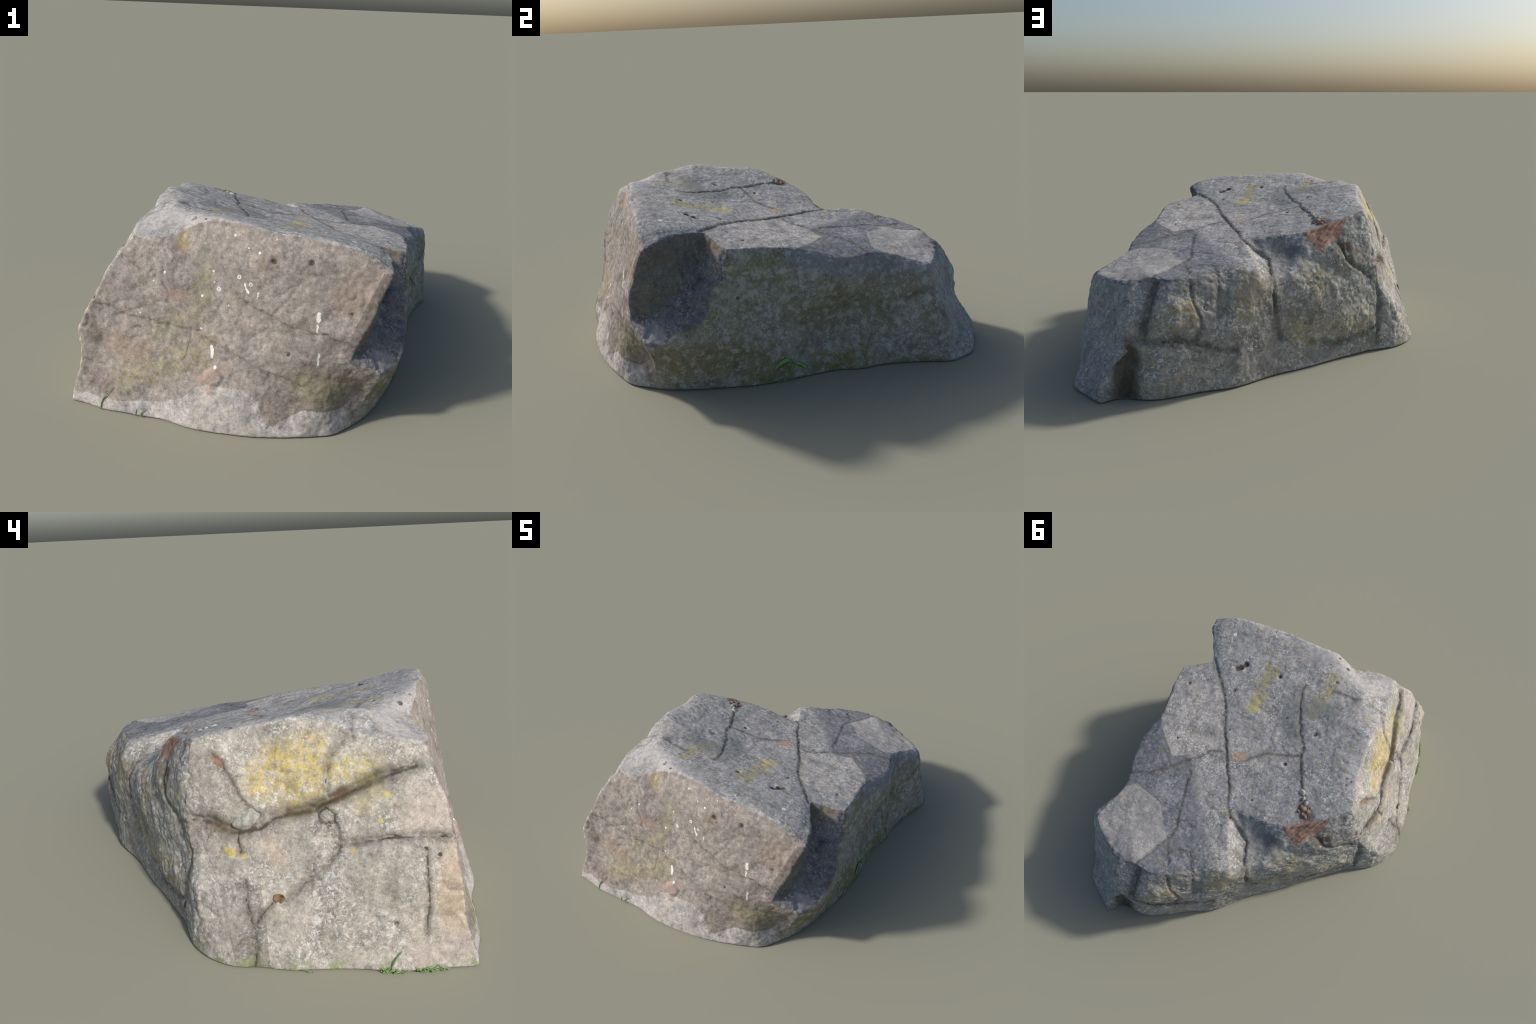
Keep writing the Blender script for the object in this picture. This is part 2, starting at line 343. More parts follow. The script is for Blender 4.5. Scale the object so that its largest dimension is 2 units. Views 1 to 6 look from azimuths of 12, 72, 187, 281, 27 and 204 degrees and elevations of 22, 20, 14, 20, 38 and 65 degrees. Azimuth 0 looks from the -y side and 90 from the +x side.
# broken, blocky relief on the jointed side and in the missing corner
vals = np.stack([sheets[k](V) for k in sheets], 1)
who = vals.argmax(1)
in_cut = np.clip((np.minimum(np.minimum(notch["wall"](V), notch["back"](V)), notch["floor"](V)) - vals.max(1)) / .035 + .1, 0, 1)
warped = V + np.stack([perlin(V, 9, s) for s in (31, 32, 33)], 1) * 0.05
blocky = np.where(who == 3, .014, np.where(who == 5, .008, np.where(who == 2, .006, 0.0)))
blocky = blocky + (.020 - blocky) * in_cut
rise += blocky * (facets(warped, 6.5, 51) + 0.45 * facets(warped, 15, 52))
rise += in_cut * (perlin(V, 14, 34) * .010 + perlin(V, 33, 35) * .006)
rise -= edge * np.clip(perlin(V, 5, 9) * 3 + .4, 0, 1) * (0.010 * np.clip(perlin(V, 11, 7) * 2.0, 0, 1) + 0.004 * np.clip(perlin(V, 27, 8) * 2.0, 0, 1))
for face, w, depth, line in CRACKS:
    lo, hi = line.min(0) - 0.08, line.max(0) + 0.08
    near = np.all((V > lo) & (V < hi), 1)
    d = line_distance(V[near] + bend[near], line)
    if depth >= .013 and np.ptp(line[:, 2]) < .8 * np.ptp(line[:, :2], axis=0).max():      # a lying joint: upper block set back
        order = np.argsort(line[:, 1 if face == "lichen" else 0])
        k = 1 if face == "lichen" else 0
        zl = np.interp(V[near][:, k], line[order, k], line[order, 2])
        rise[near] += (.003 - .006 * np.tanh((V[near][:, 2] - zl) / .008)) * np.exp(-(d / .075) ** 2)
    rise[near] -= depth * np.exp(-(d / w) ** 2) + 0.12 * depth * np.exp(-(d / (3 * w)) ** 2)
BOSSES = [((-.085, -.905, .225), .045, .012), ((-.665, -.60, .56), .11, .006),
          ((-.58, -.28, .72), .12, .006), ((-.43, .33, .57), .07, .012), ((-.36, .40, .40), .11, .008), ((.02, .70, .44), .09, .008)]
for c, r, h in BOSSES:                      # blocks and a scuffed boss standing proud
    d = np.linalg.norm(V + bend * 1.5 - settle([c])[0], axis=1)
    rise += h * np.clip(1.6 - 1.6 * (d / r) ** 2, 0, 1)
for face, r, spots in PITS:
    for c in spots:
        d = np.linalg.norm(V + bend * 0.6 - c, axis=1)
        rise -= 0.9 * r * np.exp(-(d / r) ** 2)
V = V + N * (rise * foot)[:, None]
V[:, 2] = np.maximum(V[:, 2], 0)
N = vertex_normals(V, Q)

# ------------------------------------------------------------------ split the skin by face
mid = V[Q].mean(1)
names = list(sheets)
values = np.stack([sheets[k](mid) for k in names] + [-mid[:, 2]], 1)
fray = np.stack([perlin(mid, 22, 20 + i) * 0.008 for i in range(values.shape[1])], 1)
owner = (values + fray * (mid[:, 2:] > 0.02)).argmax(1)
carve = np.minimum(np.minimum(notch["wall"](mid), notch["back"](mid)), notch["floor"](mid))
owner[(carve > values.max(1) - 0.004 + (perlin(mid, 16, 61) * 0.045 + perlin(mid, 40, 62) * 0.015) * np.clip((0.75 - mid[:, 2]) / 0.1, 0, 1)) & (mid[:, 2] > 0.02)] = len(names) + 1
PART = {"top": "cap_face", "front": "tan_face", "left": "lichen_face", "rear": "jointed_face", "end": "butt_face", "right": "mossy_face"}

boulder = bpy.data.objects.new("boulder", None)
boulder.empty_display_size = 0.2
bpy.context.collection.objects.link(boulder)
boulder["label"] = "weathered angular grey boulder, cracked, with yellow lichen and a broken corner"
boulder["category"] = "boulder"


def add_part(name, mesh, material, parent=boulder):
    mesh.materials.append(material)
    o = bpy.data.objects.new(name, mesh)
    bpy.context.collection.objects.link(o)
    o.parent = parent
    return o


def skin_part(name, faces, material):
    used, flat = np.unique(faces, return_inverse=True)
    mesh = bpy.data.meshes.new(name)
    mesh.from_pydata(V[used].tolist(), [], flat.reshape(faces.shape).tolist())
    mesh.shade_smooth()
    mesh.normals_split_custom_set_from_vertices(N[used].tolist())
    return add_part(name, mesh, material)


# ------------------------------------------------------------------ materials
class Nodes:
    """Short-hand for building a node tree."""
    def __init__(self, name):
        self.mat = bpy.data.materials.new(name)
        self.mat.use_nodes = True
        self.t = self.mat.node_tree
        self.bsdf = self.t.nodes["Principled BSDF"]
        self.bsdf.inputs["Roughness"].default_value = 0.92
        self.bsdf.inputs["Specular IOR Level"].default_value = 0.15
        self.P = self.t.nodes.new("ShaderNodeTexCoord").outputs["Object"]

    def put(self, sock, v):
        if isinstance(v, bpy.types.NodeSocket):
            self.t.links.new(v, sock)
        elif isinstance(v, (int, float)):
            sock.default_value = v
        else:
            v = tuple(float(x) for x in v)
            sock.default_value = v + (1.0,) if len(sock.default_value) == 4 and len(v) == 3 else v

    def m(self, op, a, b=0.0, c=None, clamp=False):
        n = self.t.nodes.new("ShaderNodeMath"); n.operation = op; n.use_clamp = clamp
        self.put(n.inputs[0], a); self.put(n.inputs[1], b)
        if c is not None:
            self.put(n.inputs[2], c)
        return n.outputs[0]

    def v(self, op, a, b=None, scale=None):
        n = self.t.nodes.new("ShaderNodeVectorMath"); n.operation = op
        self.put(n.inputs[0], a)
        if b is not None:
            self.put(n.inputs[1], b)
        if scale is not None:
            self.put(n.inputs["Scale"], scale)
        return n.outputs["Value" if op in ("DOT_PRODUCT", "LENGTH", "DISTANCE") else "Vector"]

    def noise(self, scale, detail=4, rough=0.6, at=None, colour=False, warp=0.0):
        n = self.t.nodes.new("ShaderNodeTexNoise")
        self.put(n.inputs["Vector"], at if at is not None else self.P)
        n.inputs["Scale"].default_value, n.inputs["Detail"].default_value = scale, detail
        n.inputs["Roughness"].default_value, n.inputs["Distortion"].default_value = rough, warp
        return n.outputs["Color" if colour else "Fac"]

    def cells(self, scale, at=None, feature="F1"):
        n = self.t.nodes.new("ShaderNodeTexVoronoi"); n.feature = feature
        self.put(n.inputs["Vector"], at if at is not None else self.P)
        n.inputs["Scale"].default_value = scale
        return n.outputs["Distance"], n.outputs["Color"]

    def band(self, x, lo, hi, out0=0.0, out1=1.0, smooth=True):
        n = self.t.nodes.new("ShaderNodeMapRange")
        n.interpolation_type = "SMOOTHSTEP" if smooth else "LINEAR"
        for s, val in zip(n.inputs[:5], (x, lo, hi, out0, out1)):
            self.put(s, val)
        return n.outputs[0]

    def mix(self, f, a, b, mode="MIX"):
        n = self.t.nodes.new("ShaderNodeMix"); n.data_type = "RGBA"; n.blend_type = mode
        self.put(n.inputs[0], f); self.put(n.inputs[6], a); self.put(n.inputs[7], b)
        return n.outputs[2]

    def ramp(self, f, stops):
        n = self.t.nodes.new("ShaderNodeValToRGB")
        e = n.color_ramp.elements
        while len(e) < len(stops):
            e.new(0.5)
        for el, (pos, col) in zip(e, stops):
            el.position, el.color = pos, (*col, 1)
        self.put(n.inputs[0], f)
        return n.outputs[0]

    def mul(self, *xs):
        out = xs[0]
        for x in xs[1:]:
            out = self.m("MULTIPLY", out, x)
        return out

    def shaken(self, amount, scale):
        c = self.noise(scale, 3, 0.6, colour=True)
        return self.v("ADD", self.P, self.v("SCALE", self.v("SUBTRACT", c, (.5, .5, .5)), scale=amount))

    def dist(self, at, line):
        """Distance to a polyline."""
        line = [np.array(p, float) for p in line]
        if len(line) == 1:
            return self.v("DISTANCE", at, line[0])
        out = None
        for a, b in zip(line[:-1], line[1:]):
            ab = b - a
            pa = self.v("SUBTRACT", at, a)
            h = self.m("MAXIMUM", self.m("MINIMUM", self.v("DOT_PRODUCT", pa, ab / float(ab @ ab)), 1.0), 0.0)
            d = self.v("LENGTH", self.v("SUBTRACT", pa, self.v("SCALE", ab, scale=h)))
            out = d if out is None else self.m("MINIMUM", out, d)
        return out

    def least(self, ds):
        out = ds[0]
        for d in ds[1:]:
            out = self.m("MINIMUM", out, d)
        return out

    def inside(self, at, corners, up):
        """Signed distance into a convex outline drawn on the stone (seen along 'up')."""
        c = [np.array(p, float) for p in corners]
        mid = sum(c) / len(c)
        out = None
        for a, b in zip(c, c[1:] + c[:1]):
            n = np.cross(b - a, up); n /= np.linalg.norm(n)
            if n @ (mid - a) < 0:
                n = -n
            d = self.m("SUBTRACT", self.v("DOT_PRODUCT", at, n), float(n @ a))
            out = d if out is None else self.m("MINIMUM", out, d)
        return out


def lift(c, k):
    return tuple(min(1.0, x * k) for x in c)


def stone(name, face, base, speck=1.0, pale=0.3, ochre=0.25, olive=0.0, blotch=(1.0, 1.0, 1.0), extra=None, dirt=(.92, .45)):
    """Grained, lichen-spotted stone with the cracks and pits of one face darkened."""
    n = Nodes(name)
    rough = n.shaken(0.016, 32)
    fine = n.shaken(0.007, 90)
    big = n.noise(5.5, 5, 0.62, warp=0.6)
    mott = n.noise(34, 6, 0.74, at=rough)
    grain = n.noise(150, 3, 0.7)
    col = n.ramp(mott, [(.30, lift(base, .50)), (.43, lift(base, .86)), (.55, lift(base, 1.06)), (.68, lift(base, 1.50))])
    col = n.mix(n.band(big, .38, .66, 0.0, 0.55), col, n.mix(1.0, col, blotch, "MULTIPLY"))
    patchy = n.noise(15, 4, .62, at=n.v("ADD", rough, (2.7, 6.1, 8.8)))
    col = n.mix(1.0, col, n.ramp(patchy, [(.32, (.70, .70, .69)), (.47, (.95, .95, .95)), (.58, (1.05, 1.03, 1.01)), (.70, (1.20, 1.19, 1.18))]), "MULTIPLY")
    col = n.mix(1.0, col, n.ramp(grain, [(.28, (.62, .62, .63)), (.48, (1, 1, 1)), (.72, (1.10, 1.10, 1.10))]), "MULTIPLY")
    n.detail = n.mix(1.0, n.ramp(mott, [(.30, (.66, .66, .66)), (.43, (.92, .92, .92)), (.55, (1.04, 1.04, 1.04)), (.68, (1.30, 1.30, 1.30))]),
                     n.ramp(grain, [(.28, (.70, .70, .70)), (.48, (1, 1, 1)), (.72, (1.08, 1.08, 1.08))]), "MULTIPLY")
    # crusty pale lichen in small flecks
    where = n.noise(8, 4, 0.6, at=n.v("ADD", n.P, (3.1, 1.7, .4)))
    fleck = n.noise(75, 4, 0.65, at=n.v("ADD", rough, (1.3, 4.2, 2.2)))
    m = n.mul(n.band(fleck, .52, .60), n.band(where, .38, .62, .2, 1.0), pale)
    col = n.mix(m, col, (.56, .56, .55))
    # dark mineral grains
    d, c = n.cells(120, at=fine)
    rnd = n.t.nodes.new("ShaderNodeSeparateColor"); n.put(rnd.inputs[0], c)
    m = n.mul(n.band(d, .42, .22), n.m("GREATER_THAN", rnd.outputs[0], .87), n.band(where, .35, .6), .70 * speck)
    col = n.mix(m, col, lift(base, .30))
    # green algae film
    if olive:
        film = n.noise(6.5, 5, 0.65, at=n.v("ADD", n.P, (7.0, 2.0, 5.0)))
        m = n.mul(n.band(film, .44, .64), n.band(mott, .30, .60, .4, 1.0), olive)
        col = n.mix(m, col, (.185, .175, .075))
    # ochre lichen specks
    d, c = n.cells(62, at=rough)
    rnd = n.t.nodes.new("ShaderNodeSeparateColor"); n.put(rnd.inputs[0], c)
    where2 = n.noise(4.5, 3, 0.6, at=n.v("ADD", n.P, (9.2, .7, 3.3)))
    m = n.mul(n.band(d, .50, .25), n.m("GREATER_THAN", rnd.outputs[1], .84), n.band(where2, .40, .62, .2, 1.0), ochre)
    col = n.mix(m, col, (.44, .30, .075))
    if extra:
        col = extra(n, col, rough, fine, mott)
    # dirt in the cracks and pits
    tight = n.shaken(0.012, 45)
    lines = {}
    for f, w, depth, line in CRACKS:
        if f == face:
            lines.setdefault(w, []).append(n.dist(tight, line))
    seam = None
    for w, ds in lines.items():
        d = n.least(ds)
        m = n.m("MAXIMUM", n.mul(n.band(d, w * 1.35, w * .45), dirt[0]), n.band(d, w * 4.2, w * .8, 0, dirt[1]))
        seam = m if seam is None else n.m("MAXIMUM", seam, m)
    for f, r, spots in PITS:
        if f == face:
            d = n.least([n.v("DISTANCE", tight, s) for s in spots])
            m = n.band(d, r * 1.35, r * .8, 0, .92)
            seam = m if seam is None else n.m("MAXIMUM", seam, m)
    if seam is not None:
        seam = n.mul(seam, n.band(n.noise(14, 3), .30, .50, .65, 1.0))
        col = n.mix(seam, col, (.066, .056, .042))
    n.put(n.bsdf.inputs["Base Color"], col)
    bump = n.t.nodes.new("ShaderNodeBump")
    bump.inputs["Strength"].default_value, bump.inputs["Distance"].default_value = 0.5, 0.005
    n.put(bump.inputs["Height"], n.m("ADD", n.mul(mott, .8), n.mul(grain, .45)))
    n.put(n.bsdf.inputs["Normal"], bump.outputs[0])
    return n.mat


def patch(n, col, at, line, radius, colour, strength=1.0, edge=0.35, by=None):
    """A ragged patch of colour around a polyline."""
    d = n.dist(at, settle(line)) if len(line) > 1 else n.v("DISTANCE", at, settle(line)[0])
    m = n.mul(n.band(d, radius * (1 + edge), radius * (1 - edge)), strength)
    if by is not None:
        m = n.mul(m, by)
    if radius > .015:
        colour = n.mix(1.0, n.detail, colour, "MULTIPLY")
    return n.mix(m, col, colour)


def spots(n, col, at, pts, radius, colour, strength=0.9):
    d = n.least([n.v("DISTANCE", at, p) for p in settle(pts)])
    return n.mix(n.band(d, radius * 1.15, radius * .7, 0, strength), col, colour)


YELLOW, GOLD, CHALK, MINT = (.52, .44, .16), (.54, .42, .14), (.74, .75, .73), (.44, .50, .47)


def rusty_sliver(n, col):
    """Streaked orange-brown fresh break at the edge of the cap; returns colour and the streak pattern."""
    u = n.v("DOT_PRODUCT", n.P, (-.42, -.70, .57))
    w = n.v("DOT_PRODUCT", n.P, (.80, -.02, .57))
    cv = n.t.nodes.new("ShaderNodeCombineXYZ")
    n.put(cv.inputs[0], n.mul(u, 11.0)); n.put(cv.inputs[1], n.mul(w, 75.0))
    streak = n.noise(1.0, 4, .6, at=cv.outputs[0])
    tone = n.ramp(streak, [(.30, (.15, .095, .075)), (.45, (.33, .185, .135)), (.60, (.42, .27, .205)), (.72, (.45, .41, .36))])
    rust = n.inside(n.P, [(-.235, .325, .69), (-.285, .357, .655), (-.344, .381, .613), (-.450, .275, .690), (-.470, .215, .750), (-.36, .27, .735)], (-.45, .6, .65))
    return n.mix(n.band(rust, -.001, .003, 0, .97), col, tone), streak


def cap_extra(n, col, rough, fine, mott):
    # dark blue-grey zone on the low side, round two paler sharp-edged patches
    zone = n.band(n.m("ADD", n.v("DOT_PRODUCT", n.P, (.80, .60, 0)), n.mul(n.m("SUBTRACT", mott, .5), .05)), .37, .43)
    pale_patch = n.inside(n.P, [(.677, -.054, .668), (.654, -.001, .662), (.510, .150, .644), (.270, .05, .68), (.40, -.36, .74), (.664, -.290, .70)], (0, 0, 1))
    pale_patch2 = n.inside(n.P, [(.709, .412, .566), (.639, .363, .598), (.46, .42, .608), (.33, .60, .58), (.45, .80, .55), (.80, .66, .52)], (0, 0, 1))
    rim = n.mul(n.m("LESS_THAN", n.m("MAXIMUM", pale_patch, pale_patch2), 0.0), zone)
    col = n.mix(rim, col, n.mix(1.0, col, (.60, .62, .68), "MULTIPLY"))
    col = n.mix(n.mul(n.m("GREATER_THAN", pale_patch, 0.0), .8), col, n.mix(1.0, col, (1.14, 1.11, 1.08), "MULTIPLY"))
    col = n.mix(n.mul(n.m("GREATER_THAN", pale_patch2, 0.0), .35), col, (.37, .345, .32))
    speck = n.band(n.noise(34, 6, .8, at=rough), .40, .58)
    wide = n.shaken(0.15, 12)
    col = patch(n, col, wide, [(.155, -.485, .811), (.168, -.416, .792), (.158, -.347, .777), (.185, -.255, .752)], .036, (.42, .36, .13), .95, .55, speck)
    col = patch(n, col, wide, [(-.204, -.534, .856), (-.204, -.475, .842), (-.182, -.396, .826), (-.167, -.332, .812)], .036, (.38, .32, .13), .8, .6, speck)
    col = patch(n, col, rough, [(.124, .022, .697), (.140, .034, .694)], .026, (.40, .25, .15), .7, .6)
    col = patch(n, col, wide, [(-.10, -.17, .76), (-.05, -.33, .79), (-.25, -.36, .83)], .060, (.19, .20, .19), .65, .7)
    col = patch(n, col, wide, [(-.52, .0, .80), (-.50, -.2, .84)], .04, (.45, .44, .43), .5, .6)
    # pale worn rim towards the front
    col = patch(n, col, wide, [(-.50, -.70, .80), (-.42, -.58, .84), (-.20, -.67, .87), (0, -.70, .87)], .060, (.43, .41, .40), .75, .6)
    col = patch(n, col, rough, [(-.31, .20, .745), (-.36, .25, .735)], .034, (.15, .12, .115), .8, .5)
    col = patch(n, col, fine, [(-.325, .225, .74), (-.345, .245, .738)], .017, (.30, .19, .15), .9, .4)
    col, streak = rusty_sliver(n, col)
    col = spots(n, col, fine, [(-.021, -.159, .747), (-.431, .108, .788)], .011, MINT)
    col = spots(n, col, fine, [(-.357, -.505, .86), (-.345, -.515, .86), (-.37, -.498, .862), (-.043, -.56, .851), (-.141, -.579, .865)], .006, MINT)
    return spots(n, col, fine, [(.451, -.643, .823)], .012, CHALK)


def tan_extra(n, col, rough, fine, mott):
    wide = n.shaken(0.08, 9)
    # paler band along the foot with a sharp upper edge
    x = n.t.nodes.new("ShaderNodeSeparateXYZ"); n.put(x.inputs[0], n.P)
    edge = n.t.nodes.new("ShaderNodeValToRGB")
    prof = [(-.54, .052), (-.31, .078), (-.215, .118), (-.132, .195), (.055, .195), (.12, .150), (.168, .040), (.32, .131), (.482, .112), (.52, .03)]
    e = edge.color_ramp.elements
    while len(e) < len(prof):
        e.new(.5)
    for el, (px_, pz) in zip(e, prof):
        el.position, el.color = (px_ + .8) / 1.4, (pz, pz, pz, 1)
    n.put(edge.inputs[0], n.m("MULTIPLY", n.m("ADD", x.outputs[0], .8), 1 / 1.4))
    under = n.m("LESS_THAN", x.outputs[2], edge.outputs[0])
    col = n.mix(n.mul(under, .85), col, n.mix(1.0, col, (1.40, 1.47, 1.55), "MULTIPLY"))
    shade = n.m("MAXIMUM", n.inside(n.P, [(.295, -.875, .361), (.49, -.83, .35), (.57, -.78, .20), (.482, -.81, .112), (.32, -.895, .131), (.20, -.90, .26)], (0, 1, 0)),
                n.inside(n.P, [(.32, -.895, .131), (.174, -.957, .045), (.124, -.931, .148), (.16, -.91, .22), (.25, -.89, .25)], (0, 1, 0)))
    col = n.mix(n.mul(n.band(shade, -.001, .004), n.m("SUBTRACT", 1.0, under), .9), col, n.mix(1.0, col, (.78, .77, .73), "MULTIPLY"))
    speck = n.band(n.noise(65, 4, .7), .44, .58)
    col = patch(n, col, wide, [(.446, -.832, .217), (.323, -.876, .239)], .065, (.24, .215, .115), .6, .7, n.band(n.noise(40, 6, .8), .36, .56))
    col = patch(n, col, wide, [(-.50, -.918, .153), (-.426, -.902, .19), (-.20, -.88, .30), (-.147, -.867, .333)], .065, (.34, .29, .12), .6, .7, speck)
    col = patch(n, col, wide, [(-.38, -.846, .383), (-.178, -.818, .497), (-.16, -.79, .66)], .045, (.33, .29, .13), .5, .7, speck)
    col = patch(n, col, wide, [(-.18, -.74, .77), (-.18, -.79, .62), (-.19, -.83, .46)], .028, (.20, .195, .15), .45, .7)
    col = patch(n, col, wide, [(-.633, -.91, .107), (-.578, -.925, .109)], .05, (.16, .125, .115), .6, .6)
    col = patch(n, col, wide, [(-.664, -.851, .342), (-.655, -.86, .31)], .03, (.15, .12, .10), .6, .6)
    col = patch(n, col, wide, [(-.45, -.87, .28), (-.55, -.86, .30)], .06, (.32, .25, .19), .55, .6)
    col = patch(n, col, wide, [(.46, -.82, .62), (.52, -.80, .70)], .07, (.32, .25, .21), .6, .5)
    col = patch(n, col, wide, [(.138, -.787, .755), (.10, -.79, .73)], .030, (.20, .15, .115), .55, .6)
    col = patch(n, col, rough, [(-.29, -.70, .79), (-.28, -.727, .749)], .030, (.34, .28, .17), .8, .4)
    col = patch(n, col, rough, [(-.317, -.806, .551), (-.258, -.804, .55)], .030, (.33, .25, .21), .8, .4)
    col = patch(n, col, rough, [(-.145, -.909, .20), (-.091, -.901, .245), (-.035, -.90, .277)], .024, (.36, .28, .245), .95, .2)
    col = patch(n, col, rough, [(-.08, -.91, .215), (-.095, -.929, .170)], .020, (.36, .28, .245), .95, .2)
    drip = n.shaken(0.016, 70)
    strip = n.inside(n.P, [(.590, -.77, .75), (.570, -.80, .74), (.545, -.81, .66), (.505, -.83, .53), (.462, -.84, .42), (.480, -.85, .37), (.56, -.85, .50), (.64, -.80, .66), (.66, -.76, .75)], (0, 1, 0))
    col = n.mix(n.mul(n.m("GREATER_THAN", strip, 0.0), .9), col, n.mix(1.0, col, (.60, .59, .60), "MULTIPLY"))
    # chalky droppings
    col = patch(n, col, drip, [(.345, -.828, .558), (.345, -.832, .530)], .009, (.80, .79, .74), 1.0, .25)
    col = patch(n, col, drip, [(.344, -.836, .510), (.345, -.847, .470)], .004, (.76, .75, .71), 1.0, .4)
    col = patch(n, col, drip, [(.362, -.861, .385), (.360, -.864, .340)], .005, (.66, .66, .62), 1.0, .4)
    col = patch(n, col, drip, [(-.104, -.866, .355), (-.098, -.880, .312)], .0075, CHALK, 1.0, .3)
    col = patch(n, col, drip, [(-.079, -.895, .271), (-.082, -.902, .252)], .0075, CHALK, 1.0, .3)
    col = patch(n, col, drip, [(.081, -.817, .612), (.078, -.817, .590)], .005, CHALK, 1.0, .4)
    col = patch(n, col, drip, [(.018, -.807, .640), (.038, -.807, .605)], .004, CHALK, 1.0, .4)
    rings = n.least([n.v("DISTANCE", fine, p) for p in settle([(-.097, -.795, .60), (-.009, -.791, .666), (.045, -.805, .643)])])
    col = n.mix(n.mul(n.band(rings, .011, .008), n.band(rings, .003, .006, .25, 1), .8), col, CHALK)
    col = spots(n, col, fine, [(-.045, -.729, .83), (.071, -.772, .778), (-.127, -.771, .67), (-.169, -.801, .561), (-.162, -.839, .419), (-.346, -.784, .643)], .0065, CHALK)
    return spots(n, col, fine, [(-.396, -.796, .599), (-.448, -.829, .452), (-.046, -.818, .539), (.14, -.755, .84), (-.12, -.80, .63), (.02, -.76, .79), (.20, -.85, .45)], .0045, CHALK, .8)


def lichen_extra(n, col, rough, fine, mott):
    wide = n.shaken(0.09, 12)
    crust = n.band(n.noise(42, 6, .78, at=n.v("ADD", n.P, (5, 5, 1))), .38, .58)
    col = patch(n, col, wide, [(-.62, -.14, .655), (-.593, -.191, .711), (-.575, -.30, .75), (-.605, -.348, .68), (-.635, -.25, .61), (-.60, -.24, .69)], .070, GOLD, .80, .7, crust)
    col = patch(n, col, wide, [(-.60, -.44, .70), (-.59, -.53, .70)], .050, YELLOW, .7, .6, crust)
    col = patch(n, col, wide, [(-.63, -.56, .63), (-.66, -.50, .58)], .035, (.47, .41, .22), .6, .6, crust)
    col = patch(n, col, rough, [(-.701, -.01, .399), (-.708, -.03, .39)], .016, YELLOW, .9, .4)
    col = spots(n, col, rough, [(-.712, -.074, .381), (-.671, -.569, .529), (-.631, -.59, .615), (-.708, -.478, .426)], .013, YELLOW, .8)
    pale = n.band(n.noise(30, 5, .7, at=n.v("ADD", n.P, (2, 8, 1))), .52, .62)
    col = patch(n, col, wide, [(-.62, -.20, .64), (-.64, -.12, .60), (-.60, -.47, .66)], .06, (.64, .64, .62), .7, .6, pale)
    # warm sandy corner
    col = patch(n, col, wide, [(-.709, -.827, .40), (-.731, -.818, .306), (-.74, -.86, .18)], .055, (.50, .40, .30), .7, .8)
    col = patch(n, col, wide, [(-.63, -.74, .60), (-.655, -.766, .561), (-.66, -.70, .55)], .065, (.46, .395, .35), .65, .7)
    col = patch(n, col, wide, [(-.75, -.72, .06), (-.73, -.86, .08)], .05, (.43, .37, .34), .6, .6)
    col = patch(n, col, wide, [(-.70, -.20, .36), (-.69, -.17, .42)], .035, (.42, .33, .26), .5, .6)
    # moss and soil in the deep joint
    moss = n.dist(rough, settle([(-.60, -.56, .672), (-.621, -.491, .639), (-.636, -.427, .612), (-.654, -.316, .557), (-.653, -.231, .538)]))
    col = n.mix(n.band(moss, .032, .010, 0, .85), col, (.135, .115, .045))
    col = patch(n, col, rough, [(-.631, -.433, .622), (-.64, -.41, .605)], .022, (.15, .095, .065), .85, .4)
    col = patch(n, col, rough, [(-.671, -.09, .49), (-.68, -.02, .472), (-.672, .05, .49)], .024, (.17, .125, .08), .7, .5)
    col = patch(n, col, rough, [(-.60, .05, .73), (-.61, .02, .71)], .016, (.36, .19, .11), .7, .5)
    # greyer block at the lower back edge
    block = n.inside(n.P, [(-.69, .03, .31), (-.755, -.14, .30), (-.81, -.16, .20), (-.87, -.185, .0), (-.87, -.05, .0), (-.77, .0, .20)], (1, 0, .2))
    col = n.mix(n.mul(n.m("GREATER_THAN", block, 0.0), .85), col, n.mix(1.0, col, (.70, .70, .70), "MULTIPLY"))
    # green film at the foot
    x = n.t.nodes.new("ShaderNodeSeparateXYZ"); n.put(x.inputs[0], rough)
    m = n.mul(n.band(x.outputs[2], .055, .012), n.band(n.noise(16, 4, .6), .50, .62), .7)
    return n.mix(m, col, (.17, .24, .07))


